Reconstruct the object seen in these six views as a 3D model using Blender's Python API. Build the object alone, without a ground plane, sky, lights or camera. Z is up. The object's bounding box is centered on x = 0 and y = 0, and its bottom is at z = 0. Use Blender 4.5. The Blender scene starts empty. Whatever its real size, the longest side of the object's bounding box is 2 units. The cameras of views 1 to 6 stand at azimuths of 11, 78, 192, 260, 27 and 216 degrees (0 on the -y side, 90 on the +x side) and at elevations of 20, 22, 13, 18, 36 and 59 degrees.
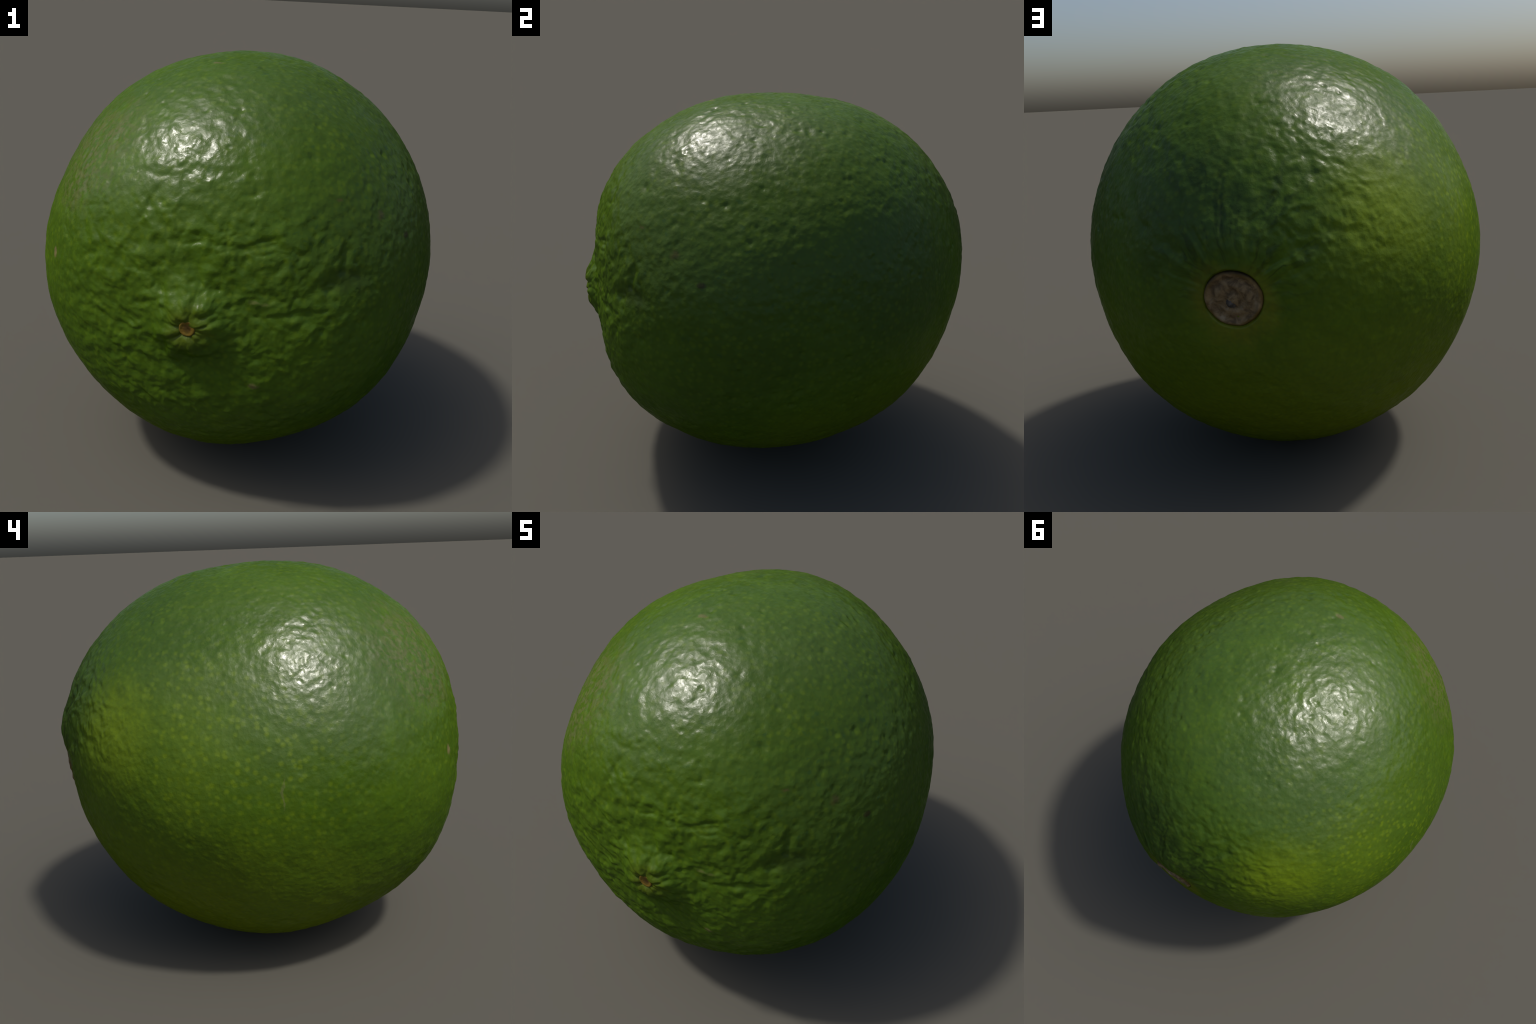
"""A single fresh lime lying on its side: a fine peel surface with a knobbly
blossom tip (towards -y) and a corky stem button set in a socket (towards +y)."""
import bpy, bmesh
import numpy as np
from math import factorial

# ----------------------------------------------------------------------------
# frame of the fruit
# ----------------------------------------------------------------------------
CENTRE = np.array([0.0, 0.0, 0.92])            # middle of the fruit


def unit(v):
    v = np.asarray(v, float)
    return v / np.linalg.norm(v)


TIP_AXIS = unit((0.008, -0.989, 0.006))         # towards the blossom tip
STEM_AXIS = unit((-0.002, 0.985, 0.023))        # towards the stem button
BUTTON_RADIUS = 0.121
SCAR_RADIUS = 0.037

# Low-order swelling of the body, one row per degree of spherical harmonic:
# mean radius, shift, ovalness (longer along y), pear / corner shapes ...
BODY_SWELL = (
    (0.9452,),
    (-0.0104, 0.0166, 0.0003,),
    (-0.0036, 0.0057, -0.0023, 0.0008, -0.0173,),
    (-0.0074, 0.0005, -0.0039, -0.0019, 0.0003, -0.0040, -0.0007,),
    (-0.0007, -0.0013, 0.0004, -0.0016, -0.0024, 0.0012, -0.0048, 0.0008, -0.0032,),
    (0.0031, -0.0003, 0.0025, 0.0004, 0.0017, -0.0007, -0.0013, 0.0002, -0.0002, 0.0018, 0.0006,),
    (0.0001, 0.0004, 0.0001, -0.0005, 0.0003, 0.0005, 0.0009, -0.0002, 0.0001, -0.0005, 0.0021, 0.0001, 0.0006,),
    (-0.0010, 0.0006, -0.0005, 0.0011, 0.0000, 0.0009, -0.0006, -0.0010, 0.0010, 0.0010, -0.0010, -0.0003, -0.0009, -0.0010, -0.0006,),
    (-0.0005, -0.0009, 0.0002, 0.0010, -0.0002, -0.0004, -0.0004, -0.0004, 0.0001, -0.0001, -0.0011, 0.0003, 0.0001, 0.0007, 0.0010, -0.0002, 0.0003,),
)


def body_radius(d):
    """Smooth radius of the fruit (no skin relief) along unit directions d."""
    x, y, z = d.T
    turn, up = np.arctan2(y, x), z
    out = np.sqrt(np.maximum(1 - z * z, 0))
    top = len(BODY_SWELL) - 1
    legendre = {}
    for m in range(top + 1):
        p = np.ones_like(up)
        for k in range(1, m + 1):
            p = p * (2 * k - 1) * out
        legendre[m, m] = p
        if m < top:
            legendre[m + 1, m] = up * (2 * m + 1) * p
        for l in range(m + 2, top + 1):
            legendre[l, m] = ((2 * l - 1) * up * legendre[l - 1, m] - (l + m - 1) * legendre[l - 2, m]) / (l - m)
    r = np.zeros_like(up)
    for l, row in enumerate(BODY_SWELL):
        for m, weight in zip(range(-l, l + 1), row):
            a = abs(m)
            scale = np.sqrt((2 * l + 1) * factorial(l - a) / factorial(l + a) * (1 if m == 0 else 2))
            wave = np.cos(a * turn) if m >= 0 else np.sin(a * turn)
            r += weight * scale * legendre[l, a] * wave
    return r


# ----------------------------------------------------------------------------
# noise tools
# ----------------------------------------------------------------------------
def cell_hash(i, j, k, seed):
    h = (i.astype(np.int64) * 73856093) ^ (j.astype(np.int64) * 19349663) ^ (k.astype(np.int64) * 83492791) ^ (seed * 2654435761)
    h &= 0xFFFFFFFF
    h = ((h ^ (h >> 16)) * 0x45D9F3B) & 0xFFFFFFFF
    h = ((h ^ (h >> 16)) * 0x45D9F3B) & 0xFFFFFFFF
    return (h ^ (h >> 16)) & 0xFFFFFFFF


def hash01(i, j, k, seed):
    return cell_hash(i, j, k, seed) / 4294967296.0


def noise(p, seed=0):
    """Gradient noise, about -1 .. 1, feature size 1."""
    base = np.floor(p).astype(np.int64)
    f = p - base
    u = f * f * f * (f * (f * 6 - 15) + 10)
    total = np.zeros(len(p))
    for dx in (0, 1):
        for dy in (0, 1):
            for dz in (0, 1):
                i, j, k = base[:, 0] + dx, base[:, 1] + dy, base[:, 2] + dz
                h = cell_hash(i, j, k, seed)
                gx = (h & 1023) / 511.5 - 1
                gy = ((h >> 10) & 1023) / 511.5 - 1
                gz = ((h >> 20) & 1023) / 511.5 - 1
                w = (u[:, 0] if dx else 1 - u[:, 0]) * (u[:, 1] if dy else 1 - u[:, 1]) * (u[:, 2] if dz else 1 - u[:, 2])
                total += w * (gx * (f[:, 0] - dx) + gy * (f[:, 1] - dy) + gz * (f[:, 2] - dz))
    return total * 1.3


def fractal(p, octaves, seed=0, gain=0.5):
    total, amp = np.zeros(len(p)), 1.0
    for o in range(octaves):
        total += amp * noise(p * 2.0 ** o, seed + 17 * o)
        amp *= gain
    return total


def cells(p, seed=0, jitter=0.9):
    """Nearest and second-nearest jittered lattice point, and a random value of the nearest."""
    base = np.floor(p).astype(np.int64)
    d1, d2 = np.full(len(p), 9.0), np.full(len(p), 9.0)
    who = np.zeros(len(p))
    for dx in (-1, 0, 1):
        for dy in (-1, 0, 1):
            for dz in (-1, 0, 1):
                i, j, k = base[:, 0] + dx, base[:, 1] + dy, base[:, 2] + dz
                q = np.stack([c + 0.5 + jitter * (hash01(i, j, k, seed + s) - 0.5) for s, c in enumerate((i, j, k), 1)], 1)
                dist = np.sqrt(((q - p) ** 2).sum(1))
                near = dist < d1
                d2 = np.where(near, d1, np.minimum(d2, dist))
                d1 = np.where(near, dist, d1)
                who = np.where(near, hash01(i, j, k, seed + 4), who)
    return d1, d2, who


def smooth(a, b, x):
    t = np.clip((x - a) / (b - a), 0, 1)
    return t * t * (3 - 2 * t)


def frame_of(axis):
    side = unit(np.cross(axis, (0, 0, 1)))
    return side, np.cross(side, axis)


def polar_about(d, axis):
    """Angle away from an axis, and the turn about it (0 = sideways, pi/2 = up)."""
    side, up = frame_of(axis)
    away = np.arccos(np.clip(d @ axis, -1, 1))
    return away, np.arctan2(d @ up, d @ side), d @ side, d @ up


# ----------------------------------------------------------------------------
# skin relief
# ----------------------------------------------------------------------------
def spot(d, at, radius):
    """1 at a named place on the fruit, falling smoothly to 0 at the radius (metres)."""
    return smooth(1.0, 0.0, np.linalg.norm(d - unit(np.asarray(at) - CENTRE), axis=1) * 0.95 / radius)


def groove(d, start, end, width):
    """1 along a shallow furrow between two places, fading over its width (metres)."""
    a, b = (unit(np.asarray(q) - CENTRE) for q in (start, end))
    along = np.clip(((d - a) @ (b - a)) / ((b - a) @ (b - a)), 0, 1)
    wander = 0.020 * noise(d * 14, 131)
    gap = np.linalg.norm(d - a - along[:, None] * (b - a), axis=1) * 0.95 + wander
    return np.exp(-(gap / width) ** 2)


def sunken_glands(count):
    """Seeded scatter of pits, thickest on the sunny +x shoulder: direction, radius, depth."""
    rng = np.random.default_rng(7)
    while count:
        at = unit(rng.normal(size=3))
        favour = smooth(-0.5, 0.7, at[0] * 0.75 + at[2] * 0.55 - at[1] * 0.20)
        if rng.random() < 0.12 + 0.88 * favour:
            count -= 1
            yield at, rng.uniform(0.010, 0.017), rng.uniform(0.0015, 0.0050) * (0.5 + 0.5 * favour)


def relief(d):
    p = d * 0.95
    away_tip, turn_tip, sx, sy = polar_about(d, TIP_AXIS)
    away_stem, turn_stem, bx, by = polar_about(d, STEM_AXIS)
    h = np.zeros(len(d))

    # blossom tip: a low nipple with a soft shoulder, hollow beside and under it
    h += 0.050 * np.exp(-(away_tip / 0.15) ** 4)
    h -= 0.011 * spot(d, (0.08, -0.93, 0.71), 0.21)
    # creases that run sideways from the tip to a dent on its right
    h -= 0.010 * groove(d, (0.52, -0.790, 1.105), (0.62, -0.725, 1.120), 0.042)
    h -= 0.006 * groove(d, (0.16, -0.935, 1.005), (0.52, -0.790, 1.095), 0.017)
    h -= 0.006 * groove(d, (0.30, -0.900, 0.980), (0.50, -0.810, 1.000), 0.013)
    h -= 0.007 * groove(d, (0.55, -0.740, 1.240), (0.56, -0.770, 1.150), 0.018)
    h -= 0.006 * groove(d, (0.10, -0.900, 1.210), (0.30, -0.850, 1.260), 0.014)

    # the stem end is drawn in a little around its button, and puffed up above it
    h -= 0.016 * np.exp(-(away_stem / 0.19) ** 4)
    h += 0.020 * spot(d, (0.01, 0.97, 1.12), 0.18)

    # skin character masks
    calm = spot(d, (0.13, -0.93, 0.70), 0.22)
    rough_tip = smooth(0.95, 0.30, away_tip + 0.10 * noise(p * 3, 5)) * (1 - 0.85 * calm)
    upper = smooth(-0.5, 0.5, d[:, 2] + 0.25 * noise(p * 2.2, 9))

    # broad unevenness
    h += 0.0035 * noise(p * 4.5, 21)

    # pebbled skin between the oil glands
    pebble = noise(p * 26, 31) + 0.40 * noise(p * 50, 32)
    cheek = spot(d, (-0.85, 0.25, 1.00), 1.15)          # the smooth far cheek
    h += 0.0028 * pebble * (0.55 + 0.45 * upper) * (1 - 0.50 * cheek)
    h += 0.0030 * noise(p * 14, 33) * (1 - 0.65 * cheek)

    # scattered sunken glands
    for at, size, deep in sunken_glands(460):
        near = np.nonzero(d @ at > 1 - 4.0 * size * size)[0]
        gap = np.linalg.norm(d[near] - at, axis=1) * 0.95
        h[near] -= deep * np.exp(-(gap / size) ** 2)
    d1, _, who = cells(p / 0.034, 51)
    h -= 0.0013 * np.clip(who - 0.2, 0, 1) * np.exp(-(d1 * 0.034 / 0.0075) ** 2)

    # knobbly, creased skin that spreads from the blossom tip
    warp = np.stack([noise(p * 9, 61 + s) for s in range(3)], 1) * 0.035
    radial = (p + warp) * np.array([1.0, 0.45, 1.0])
    d1, d2, who = cells(radial / 0.062, 71)
    crease = np.exp(-((d2 - d1) / 0.17) ** 2)
    h += rough_tip * (0.0050 * (0.5 - d1) * smooth(0.0, 0.5, d2 - d1) - 0.0012 * crease)
    h += rough_tip * (0.0078 * noise((p + warp) * 17, 75) + 0.0040 * noise((p + warp) * 34, 76))

    # star of folds that gathers at the scar
    fold_zone = smooth(0.34, 0.10, away_tip) * smooth(0.015, 0.05, away_tip)
    star = np.stack([np.cos(turn_tip), np.sin(turn_tip), away_tip * 4.0], 1) + 4 * warp
    ridge = np.abs(noise(star * 1.7 + 3.1, 81)) + 0.25 * np.abs(noise(star * 4.1, 82))
    h += fold_zone * (0.019 * ridge - 0.006)
    h -= 0.010 * np.exp(-(away_tip / 0.045) ** 2)

    # fine pleats that run into the stem socket, longest above it
    upward = smooth(-0.1, 0.9, np.sin(turn_stem))
    reach = 0.30 + 0.42 * upward
    pleat_zone = smooth(1.0, 0.30, away_stem / reach) * (0.25 + 0.75 * upward)
    around = np.stack([np.cos(turn_stem) * 5.6, np.sin(turn_stem) * 5.6, away_stem * 3.4], 1) + 13 * warp
    furrow = np.exp(-(noise(around, 92) / 0.24) ** 2) * smooth(-0.30, 0.35, noise(around * 0.8 + 5, 93))
    swell = noise(around * 1.5, 94)
    h += pleat_zone * (0.0030 * swell - 0.0100 * furrow) * smooth(0.11, 0.20, away_stem)
    # lumps up and to the side of the stem
    lumps = spot(d, (-0.28, 0.86, 1.28), 0.55)
    h += lumps * (0.0052 * noise((p + warp) * 19, 95) + 0.0034 * noise((p + warp) * 38, 96))

    # crinkled dry russet patch
    russet = spot(d, (-0.53, -0.60, 1.47), 0.36)
    h += 0.0022 * russet * noise(p * 42, 97)

    # the socket that holds the stem button: a lip and a step down
    ring = np.sqrt(bx ** 2 + by ** 2) * 0.985
    edge = BUTTON_RADIUS * (1 + 0.05 * noise(np.stack([np.cos(turn_stem), np.sin(turn_stem), 0 * turn_stem], 1) * 1.6, 101))
    inside = smooth(edge - 0.006, edge - 0.016, ring) * (away_stem < 1)
    return h * (1 - inside) - 0.032 * inside


def surface(d, with_relief=True):
    r = body_radius(d)
    if with_relief:
        r = r + relief(d)
    return CENTRE + d * r[:, None]


# ----------------------------------------------------------------------------
# materials
# ----------------------------------------------------------------------------
class Nodes:
    def __init__(self, name):
        self.material = bpy.data.materials.new(name)
        self.material.use_nodes = True
        self.tree = self.material.node_tree
        self.bsdf = self.tree.nodes["Principled BSDF"]
        self.where = self.tree.nodes.new("ShaderNodeTexCoord").outputs["Object"]

    def put(self, socket, value):
        if isinstance(value, bpy.types.NodeSocket):
            self.tree.links.new(value, socket)
        elif isinstance(value, (tuple, list)) and len(value) == 3 and socket.type == "RGBA":
            socket.default_value = (*value, 1)
        else:
            socket.default_value = value

    def math(self, op, a, b=0.0, clamp=False):
        n = self.tree.nodes.new("ShaderNodeMath")
        n.operation, n.use_clamp = op, clamp
        self.put(n.inputs[0], a)
        self.put(n.inputs[1], b)
        return n.outputs[0]

    def noise(self, scale, detail=2.0, rough=0.5, vector=None, distortion=0.0, colour=False):
        n = self.tree.nodes.new("ShaderNodeTexNoise")
        self.put(n.inputs["Vector"], vector or self.where)
        n.inputs["Scale"].default_value = scale
        n.inputs["Detail"].default_value = detail
        n.inputs["Roughness"].default_value = rough
        n.inputs["Distortion"].default_value = distortion
        return n.outputs["Color" if colour else "Fac"]

    def voronoi(self, scale, randomness=1.0, vector=None, feature="F1", out="Distance"):
        n = self.tree.nodes.new("ShaderNodeTexVoronoi")
        n.feature = feature
        self.put(n.inputs["Vector"], vector or self.where)
        n.inputs["Scale"].default_value = scale
        n.inputs["Randomness"].default_value = randomness
        return n.outputs[out]

    def ramp(self, x, a, b, lo=0.0, hi=1.0):
        n = self.tree.nodes.new("ShaderNodeMapRange")
        n.interpolation_type = "SMOOTHSTEP"
        self.put(n.inputs["Value"], x)
        for name, v in (("From Min", a), ("From Max", b), ("To Min", lo), ("To Max", hi)):
            n.inputs[name].default_value = v
        return n.outputs["Result"]

    def mix(self, fac, a, b, blend="MIX"):
        n = self.tree.nodes.new("ShaderNodeMix")
        n.data_type, n.blend_type = "RGBA", blend
        self.put(n.inputs[0], fac)
        self.put(n.inputs[6], a)
        self.put(n.inputs[7], b)
        return n.outputs[2]

    def warped(self, scale, amount):
        """Object coordinates pushed about by noise, for ragged patch borders."""
        c = self.noise(scale, 3.0, 0.55, colour=True)
        sub = self.tree.nodes.new("ShaderNodeVectorMath")
        sub.operation = "SUBTRACT"
        self.put(sub.inputs[0], c)
        sub.inputs[1].default_value = (0.5, 0.5, 0.5)
        mul = self.tree.nodes.new("ShaderNodeVectorMath")
        mul.operation = "MULTIPLY_ADD"
        self.put(mul.inputs[0], sub.outputs[0])
        mul.inputs[1].default_value = (amount,) * 3
        self.put(mul.inputs[2], self.where)
        return mul.outputs[0]

    def patch(self, at, radius, core=0.0, vector=None, stretch=(1, 1, 1)):
        """1 within core of a place, 0 beyond radius."""
        sub = self.tree.nodes.new("ShaderNodeVectorMath")
        sub.operation = "SUBTRACT"
        self.put(sub.inputs[0], vector or self.where)
        sub.inputs[1].default_value = at
        mul = self.tree.nodes.new("ShaderNodeVectorMath")
        mul.operation = "MULTIPLY"
        self.put(mul.inputs[0], sub.outputs[0])
        mul.inputs[1].default_value = stretch
        ln = self.tree.nodes.new("ShaderNodeVectorMath")
        ln.operation = "LENGTH"
        self.put(ln.inputs[0], mul.outputs[0])
        return self.ramp(ln.outputs["Value"], core, radius, 1.0, 0.0)

    def bump(self, height, strength, distance, normal=None):
        n = self.tree.nodes.new("ShaderNodeBump")
        n.inputs["Strength"].default_value = strength
        n.inputs["Distance"].default_value = distance
        self.put(n.inputs["Height"], height)
        if normal:
            self.put(n.inputs["Normal"], normal)
        return n.outputs["Normal"]


def peel_material():
    m = Nodes("lime_peel")
    broad = m.warped(2.6, 0.42)
    ragged = m.warped(11.0, 0.13)

    green = (0.050, 0.095, 0.004)
    deep = (0.040, 0.080, 0.003)
    blue_green = (0.033, 0.066, 0.008)  # raised to match the brightness of the side turned from the sun
    yellow_green = (0.122, 0.182, 0.005)

    # mottled green
    colour = m.mix(m.ramp(m.noise(2.1, 3.0, 0.55), 0.40, 0.64), green, deep)
    colour = m.mix(m.ramp(m.noise(9.0, 3.0, 0.6), 0.45, 0.75, 0, 0.35), colour, (0.072, 0.140, 0.004))

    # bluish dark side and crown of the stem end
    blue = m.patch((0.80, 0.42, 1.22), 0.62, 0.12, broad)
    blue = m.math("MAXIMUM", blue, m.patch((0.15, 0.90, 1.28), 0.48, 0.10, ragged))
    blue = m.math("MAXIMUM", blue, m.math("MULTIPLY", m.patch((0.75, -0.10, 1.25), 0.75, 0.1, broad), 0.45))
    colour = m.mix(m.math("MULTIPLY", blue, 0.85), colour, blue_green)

    darker_shoulder = m.patch((0.62, -0.38, 1.50), 0.85, 0.25, broad)
    colour = m.mix(m.math("MULTIPLY", darker_shoulder, 0.75), colour, (0.040, 0.073, 0.005))

    # deep green saddle above the yellow cheek
    saddle = m.patch((-0.38, 0.45, 1.62), 0.46, 0.10, broad)
    colour = m.mix(m.math("MULTIPLY", saddle, 0.50), colour, (0.036, 0.072, 0.003))

    # furrow shadows painted as dark streaks above the stem socket
    apart = m.tree.nodes.new("ShaderNodeSeparateXYZ")
    m.put(apart.inputs[0], m.warped(7.0, 0.10))
    up = m.math("SUBTRACT", apart.outputs["Z"], 0.943)
    out = m.math("SQRT", m.math("ADD", m.math("MULTIPLY", apart.outputs["X"], apart.outputs["X"]), m.math("MULTIPLY", up, up)))
    fan = m.tree.nodes.new("ShaderNodeCombineXYZ")
    m.put(fan.inputs[0], m.math("DIVIDE", apart.outputs["X"], out))
    m.put(fan.inputs[1], m.math("DIVIDE", up, out))
    m.put(fan.inputs[2], m.math("MULTIPLY", out, 0.55))
    streak = m.ramp(m.noise(9.0, 2.0, 0.5, fan.outputs[0]), 0.50, 0.64)
    streak = m.math("MULTIPLY", streak, m.patch((-0.02, 0.95, 1.16), 0.46, 0.15, ragged))
    colour = m.mix(m.math("MULTIPLY", streak, 0.80), colour, (0.014, 0.031, 0.003))
    fleck = m.math("MULTIPLY", m.ramp(m.noise(21.0, 2.0, 0.5, ragged), 0.50, 0.66), m.patch((-0.25, 0.88, 1.28), 0.48, 0.12, broad))
    colour = m.mix(m.math("MULTIPLY", fleck, 0.45), colour, (0.070, 0.120, 0.010))

    # yellowing cheek beside the stem, and a belly colour lightened to lift its shade
    yellow = m.patch((-0.52, 0.74, 1.20), 0.36, 0.04, ragged)
    yellow = m.math("MAXIMUM", yellow, m.math("MULTIPLY", m.patch((-0.74, 0.48, 1.22), 0.45, 0.05, broad), 0.30))
    colour = m.mix(m.math("MULTIPLY", yellow, 0.90), colour, yellow_green)
    belly = m.patch((-0.05, 0.32, -0.05), 1.42, 0.50, broad)
    colour = m.mix(m.math("MULTIPLY", belly, 0.88), colour, (0.128, 0.168, 0.004))
    halo = m.patch((0.0, 0.97, 0.91), 0.20, 0.10, m.warped(9.0, 0.16))
    colour = m.mix(m.math("MULTIPLY", halo, 0.62), colour, (0.140, 0.140, 0.008))

    # oil glands: small yellow-green dots
    dots = m.ramp(m.voronoi(27.0, 0.8), 0.12, 0.42, 1.0, 0.0)
    dots = m.math("MAXIMUM", dots, m.ramp(m.voronoi(23.0, 0.8), 0.10, 0.36, 1.0, 0.0))
    dot_zone = m.ramp(m.noise(3.2, 2.0), 0.36, 0.62, 0.32, 0.62)
    clear = m.math("MAXIMUM", m.patch((-0.75, 0.35, 1.05), 0.95, 0.25), 0.40)
    dots = m.math("MULTIPLY", m.math("MULTIPLY", dots, dot_zone), clear)
    colour = m.mix(dots, colour, (0.120, 0.180, 0.004))

    # small dark dots
    dark_dot = m.ramp(m.voronoi(14.0, 1.0, ragged), 0.06, 0.20, 1.0, 0.0)
    dark_dot_zone = m.patch((0.55, -0.25, 1.40), 1.05, 0.45, broad)
    colour = m.mix(m.math("MULTIPLY", m.math("MULTIPLY", dark_dot, dark_dot_zone), 0.60), colour, (0.022, 0.060, 0.012))

    # grain
    colour = m.mix(m.ramp(m.noise(60.0, 2.0, 0.6), 0.35, 0.70, 0.0, 0.22), colour, (0.030, 0.082, 0.010))

    # russet netting on the shoulder
    net = m.ramp(m.noise(30.0, 3.0, 0.65, ragged), 0.42, 0.60)
    net = m.math("MULTIPLY", net, m.patch((-0.53, -0.58, 1.48), 0.38, 0.10, m.warped(7.0, 0.20)))
    colour = m.mix(m.math("MULTIPLY", net, 0.65), colour, (0.095, 0.098, 0.036))

    dent = m.patch((0.575, -0.765, 1.11), 0.085, 0.02, m.warped(12.0, 0.08), (0.6, 0.6, 1.4))
    colour = m.mix(m.math("MULTIPLY", dent, 0.50), colour, (0.022, 0.036, 0.003))

    # scabs, nicks and scratches
    tan, brown = (0.17, 0.130, 0.060), (0.075, 0.050, 0.018)
    fine = m.warped(24.0, 0.035)
    for at, size, shade, stretch, strength in (
        ((-0.655, -0.710, 1.058), 0.022, tan, (1, 1, 0.6), 0.7),
        ((0.297, -0.925, 1.030), 0.026, tan, (0.7, 1, 1.6), 0.45),
        ((0.250, -0.925, 1.035), 0.020, tan, (0.5, 1, 1.7), 0.3),
        ((0.499, -0.690, 1.403), 0.026, brown, (0.7, 1, 1.6), 0.9),
        ((0.663, -0.572, 1.323), 0.034, brown, (1, 1, 1.2), 0.55),
        ((0.773, -0.480, 1.230), 0.022, (0.030, 0.030, 0.006), (1, 1, 1), 0.95),
        ((0.256, -0.905, 0.680), 0.024, tan, (0.8, 1, 1.3), 0.5),
        ((0.300, -0.880, 0.740), 0.034, brown, (0.7, 1, 1.6), 0.5),
        ((-0.909, 0.095, 1.000), 0.055, (0.11, 0.12, 0.040), (1, 7.0, 0.8), 0.55),
        ((-0.907, 0.090, 1.060), 0.030, (0.11, 0.12, 0.040), (1, 7.0, 0.8), 0.5),
        ((-0.069, -0.321, 1.842), 0.024, tan, (0.8, 1.4, 1), 0.45),
        ((-0.740, 0.350, 0.470), 0.030, tan, (1, 1, 0.8), 0.6),
        ((-0.400, 0.800, 0.520), 0.032, tan, (1.3, 1, 0.6), 0.7),
    ):
        colour = m.mix(m.math("MULTIPLY", m.patch(at, size, size * 0.35, fine, stretch), strength), colour, shade)

    # ochre flush where the blossom dropped
    flush = m.patch((0.008, -0.985, 0.920), 0.13, 0.02, m.warped(14.0, 0.10))
    colour = m.mix(m.math("MULTIPLY", flush, 0.50), colour, (0.078, 0.086, 0.006))

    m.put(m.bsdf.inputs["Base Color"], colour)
    gloss = m.ramp(m.noise(3.4, 3.0, 0.6, m.warped(4.0, 0.2)), 0.36, 0.64, 0.33, 0.45)
    highlight_zone = m.math("MAXIMUM", m.patch((-0.70, 0.0, 1.52), 0.50, 0.20, broad), m.patch((-0.20, -0.60, 1.60), 0.50, 0.20, broad))  # roughness lowered at the spots where sun highlights appear
    gloss = m.math("SUBTRACT", gloss, m.math("MULTIPLY", highlight_zone, 0.03))
    gloss = m.math("ADD", gloss, m.math("MULTIPLY", net, 0.12))
    gloss = m.math("ADD", gloss, m.ramp(m.noise(38.0, 2.0, 0.6), 0.35, 0.65, -0.05, 0.09))
    m.put(m.bsdf.inputs["Roughness"], gloss)
    # specular level cut at slanting angles to remove sky sheen from the rim
    slant = m.tree.nodes.new("ShaderNodeLayerWeight")
    slant.inputs["Blend"].default_value = 0.5
    highlight_specular = m.ramp(m.patch((-0.30, -0.05, 1.75), 1.10, 0.50, broad), 0.0, 1.0, 0.20, 0.52)
    m.put(m.bsdf.inputs["Specular IOR Level"], m.math("MULTIPLY", highlight_specular, m.ramp(slant.outputs["Facing"], 0.15, 0.80, 1.0, 0.04)))
    grain = m.bump(m.voronoi(48.0, 1.0), 0.25, 0.004)
    grain = m.bump(m.noise(85.0, 2.0, 0.6), 0.22, 0.004, grain)
    m.put(m.bsdf.inputs["Normal"], grain)
    return m.material


def button_material():
    m = Nodes("corky_stem_button")
    middle = (-0.002, 0.96, 0.943)
    cork = m.mix(m.ramp(m.noise(26.0, 4.0, 0.65, distortion=0.6), 0.35, 0.65), (0.215, 0.145, 0.068), (0.085, 0.054, 0.024))
    cork = m.mix(m.ramp(m.noise(17.0, 3.0, 0.6), 0.52, 0.70, 0, 0.8), cork, (0.270, 0.215, 0.135))
    outer = m.patch(middle, 0.108, 0.088, m.warped(16.0, 0.035))
    colour = m.mix(outer, (0.125, 0.075, 0.014), cork)
    edge = m.patch((-0.002, 0.96, 0.937), 0.118, 0.100, m.warped(20.0, 0.020))
    colour = m.mix(edge, (0.020, 0.013, 0.005), colour)
    m.put(m.bsdf.inputs["Base Color"], colour)
    m.put(m.bsdf.inputs["Roughness"], 0.72)
    m.put(m.bsdf.inputs["Specular IOR Level"], 0.3)
    m.put(m.bsdf.inputs["Normal"], m.bump(m.noise(70.0, 4.0, 0.7), 0.5, 0.006))
    return m.material


def core_material():
    m = Nodes("grey_stem_core")
    colour = m.mix(m.ramp(m.noise(60.0, 3.0, 0.6), 0.35, 0.65), (0.105, 0.090, 0.080), (0.030, 0.024, 0.018))
    m.put(m.bsdf.inputs["Base Color"], colour)
    m.put(m.bsdf.inputs["Roughness"], 0.75)
    return m.material


def scar_material():
    m = Nodes("ochre_blossom_scar")
    middle = tuple(SCAR_MIDDLE)
    colour = m.mix(m.patch(middle, 0.024, 0.008, m.warped(30.0, 0.012)), (0.135, 0.082, 0.008), (0.075, 0.042, 0.008))
    colour = m.mix(m.ramp(m.noise(50.0, 3.0), 0.4, 0.7, 0, 0.4), colour, (0.070, 0.062, 0.006))
    m.put(m.bsdf.inputs["Base Color"], colour)
    m.put(m.bsdf.inputs["Roughness"], 0.65)
    m.put(m.bsdf.inputs["Specular IOR Level"], 0.2)
    return m.material


# ----------------------------------------------------------------------------
# mesh builders
# ----------------------------------------------------------------------------
def mesh_object(name, points, faces, material, parent):
    mesh = bpy.data.meshes.new(name)
    mesh.from_pydata(points, [], faces) if isinstance(faces, list) else fill_triangles(mesh, points, faces)
    mesh.materials.append(material)
    mesh.shade_smooth()
    obj = bpy.data.objects.new(name, mesh)
    bpy.context.scene.collection.objects.link(obj)
    obj.parent = parent
    return obj


def fill_triangles(mesh, points, tris):
    mesh.vertices.add(len(points))
    mesh.vertices.foreach_set("co", np.ascontiguousarray(points, np.float32).ravel())
    mesh.loops.add(tris.size)
    mesh.loops.foreach_set("vertex_index", np.ascontiguousarray(tris, np.int32).ravel())
    mesh.polygons.add(len(tris))
    mesh.polygons.foreach_set("loop_start", np.arange(0, tris.size, 3, dtype=np.int32))
    mesh.update(calc_edges=True)
    mesh.validate()


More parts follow.
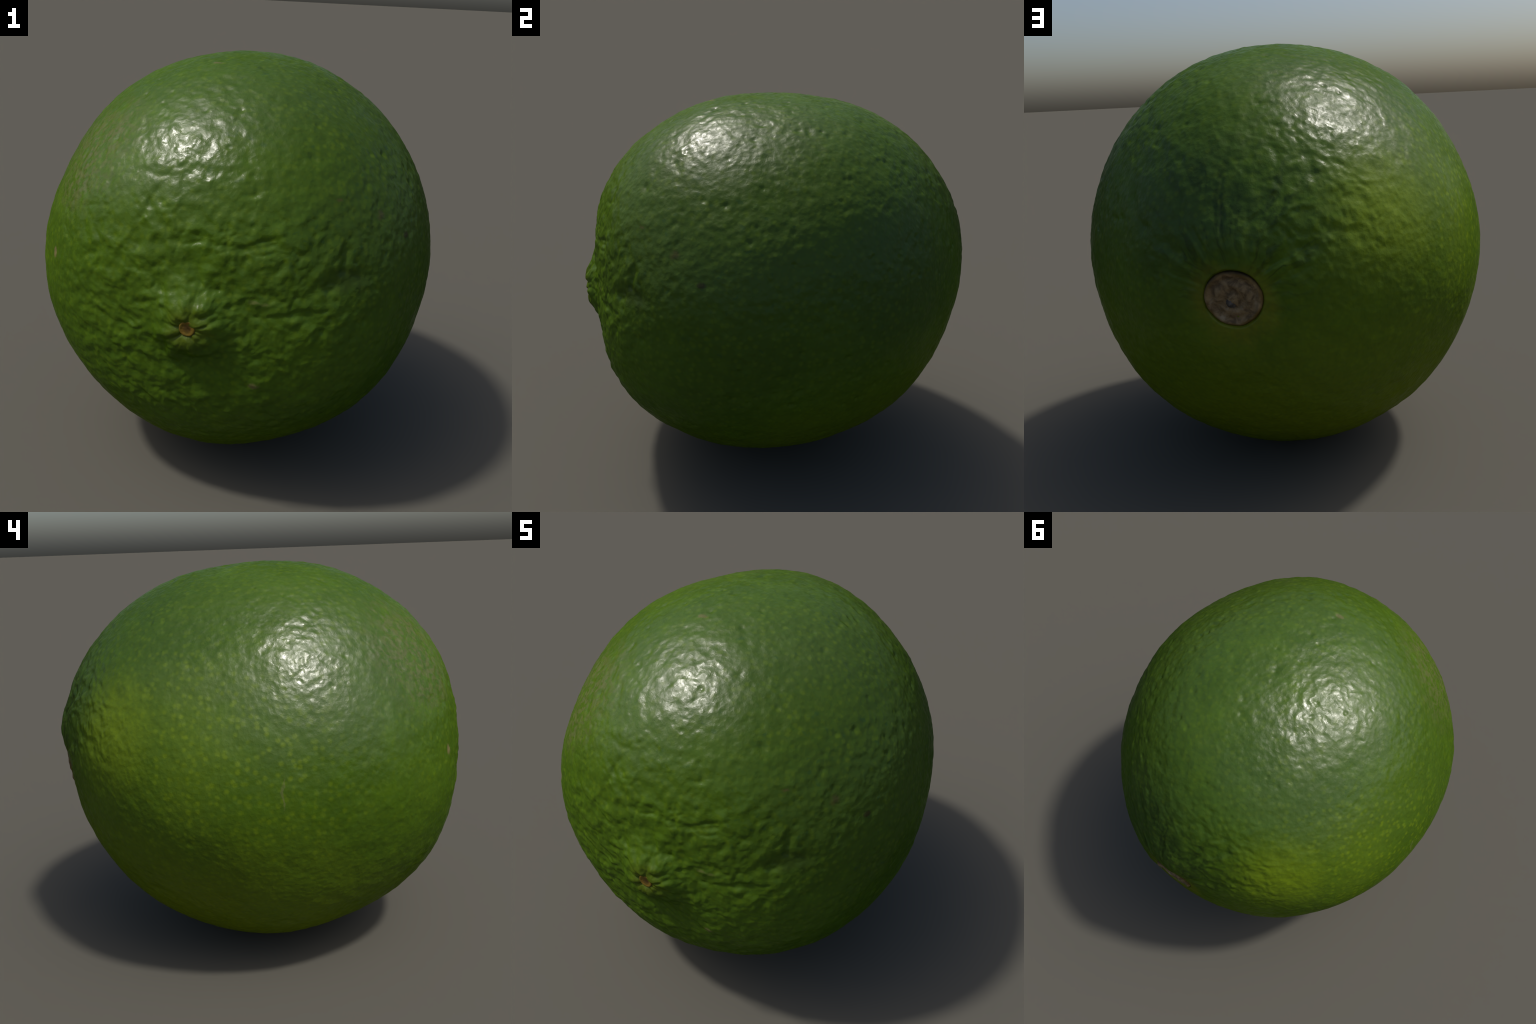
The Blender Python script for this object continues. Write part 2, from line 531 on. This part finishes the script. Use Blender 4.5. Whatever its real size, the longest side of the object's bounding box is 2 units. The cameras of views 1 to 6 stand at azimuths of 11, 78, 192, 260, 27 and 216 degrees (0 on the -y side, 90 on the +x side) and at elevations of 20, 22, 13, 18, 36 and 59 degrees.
def sphere_directions(subdivisions):
    bm = bmesh.new()
    bmesh.ops.create_icosphere(bm, subdivisions=subdivisions, radius=1.0)
    mesh = bpy.data.meshes.new("ball")
    bm.to_mesh(mesh)
    bm.free()
    d = np.empty(len(mesh.vertices) * 3, np.float32)
    mesh.vertices.foreach_get("co", d)
    t = np.empty(len(mesh.polygons) * 3, np.int32)
    mesh.loops.foreach_get("vertex_index", t)
    bpy.data.meshes.remove(mesh)
    d = d.reshape(-1, 3).astype(float)
    return d / np.linalg.norm(d, axis=1, keepdims=True), t.reshape(-1, 3)


def vertex_normals(points, tris):
    a, b, c = points[tris[:, 0]], points[tris[:, 1]], points[tris[:, 2]]
    n = np.cross(b - a, c - a)
    total = np.stack([np.bincount(tris.ravel(), np.repeat(n[:, k], 3), len(points)) for k in range(3)], 1)
    return total / np.linalg.norm(total, axis=1, keepdims=True)


def region(name, points, normals, tris, keep, material, parent):
    """One part of the seamless skin: its faces, with the whole skin's normals."""
    mine = tris[keep]
    used, local = np.unique(mine, return_inverse=True)
    obj = mesh_object(name, points[used], local.reshape(-1, 3), material, parent)
    obj.data.normals_split_custom_set_from_vertices(normals[used].tolist())
    return obj


def disc(name, axis, centre_shift, radius, height, material, parent, rings=40, spokes=120):
    """A cap that follows the fruit's curve around an axis; height(rho, turn, xy) lifts it."""
    side, up = frame_of(axis)
    faces, grid = [], []
    for i in range(rings + 1):
        grid += [(i / rings, 2 * np.pi * j / spokes) for j in range(spokes)]
    grid = np.array(grid)
    rho, turn = grid.T
    xy = np.stack([np.cos(turn), np.sin(turn)], 1) * (rho * radius)[:, None] + np.asarray(centre_shift)
    d = axis + xy[:, :1] / 0.97 * side + xy[:, 1:] / 0.97 * up
    d /= np.linalg.norm(d, axis=1, keepdims=True)
    points = CENTRE + d * (body_radius(d) + height(rho, turn, xy))[:, None]
    for i in range(rings):
        for j in range(spokes):
            k = (j + 1) % spokes
            a, b, c, e = i * spokes + j, (i + 1) * spokes + j, (i + 1) * spokes + k, i * spokes + k
            faces.append((a, b, c, e))
    obj = mesh_object(name, points.tolist(), faces, material, parent)
    bm = bmesh.new()
    bm.from_mesh(obj.data)
    bmesh.ops.remove_doubles(bm, verts=bm.verts, dist=1e-6)
    bmesh.ops.recalc_face_normals(bm, faces=bm.faces)
    centre = CENTRE
    if sum(f.normal.dot(f.calc_center_median() - type(f.normal)(centre)) for f in bm.faces) < 0:
        bmesh.ops.reverse_faces(bm, faces=bm.faces)
    bm.to_mesh(obj.data)
    bm.free()
    obj.data.shade_smooth()
    return obj


# ----------------------------------------------------------------------------
# build
# ----------------------------------------------------------------------------
SCAR_MIDDLE = surface(TIP_AXIS[None])[0]

lime = bpy.data.objects.new("lime", None)
bpy.context.scene.collection.objects.link(lime)
lime["label"] = "glossy dark green lime with dimpled skin and corky stem button"
lime["category"] = "fruit"

directions, triangles = sphere_directions(9)
skin = surface(directions)
skin[:, 2] -= min(0.0, skin[:, 2].min())
normals = vertex_normals(skin, triangles)
peel_look = peel_material()
middle = directions[triangles].mean(axis=1)
in_tip = np.arccos(np.clip(middle @ TIP_AXIS, -1, 1)) < 0.22
region("peel", skin, normals, triangles, ~in_tip, peel_look, lime)
region("blossom_tip", skin, normals, triangles, in_tip, peel_look, lime)


def button_height(rho, turn, xy):
    p = np.c_[xy, 0 * rho]
    rough = 0.0075 * noise(p * 20 + 4, 111) + 0.0050 * noise(p * 44, 112) + 0.0035 * np.abs(noise(p * 85, 113))
    swirl = 0.0022 * np.sin(rho * 17 + 2.5 * noise(p * 18, 114))
    rim = (0.0085 + 0.0060 * noise(p * 14, 115)) * np.exp(-((rho - 0.80) / 0.09) ** 2)
    pan = -0.009 * np.exp(-((rho * BUTTON_RADIUS - 0.028) / 0.014) ** 2)
    lean = -0.012 * smooth(0.03, -0.10, xy[:, 1])
    return -0.017 + lean + (rough + swirl) * (1 - rho ** 6) + rim + pan - 0.014 * smooth(0.86, 1.0, rho)


button = disc("stem_button", STEM_AXIS, (0, 0), BUTTON_RADIUS, button_height, button_material(), lime)
disc("stem_core", STEM_AXIS, (0.010, -0.014), 0.025,
     lambda rho, turn, xy: -0.017 - 0.020 * rho ** 3 + 0.002 * noise(np.c_[xy, 0 * rho] * 110, 121),
     core_material(), button, 14, 48)
tip_lift = float((np.linalg.norm(SCAR_MIDDLE - CENTRE)) - body_radius(TIP_AXIS[None])[0])
disc("blossom_scar", TIP_AXIS, (0, 0), SCAR_RADIUS,
     lambda rho, turn, xy: tip_lift + 0.006 + 0.003 * np.exp(-((rho - 0.72) / 0.18) ** 2) - 0.014 * smooth(0.80, 1.0, rho)
     + 0.001 * noise(np.c_[xy, 0 * rho] * 120, 131),
     scar_material(), lime, 16, 60)
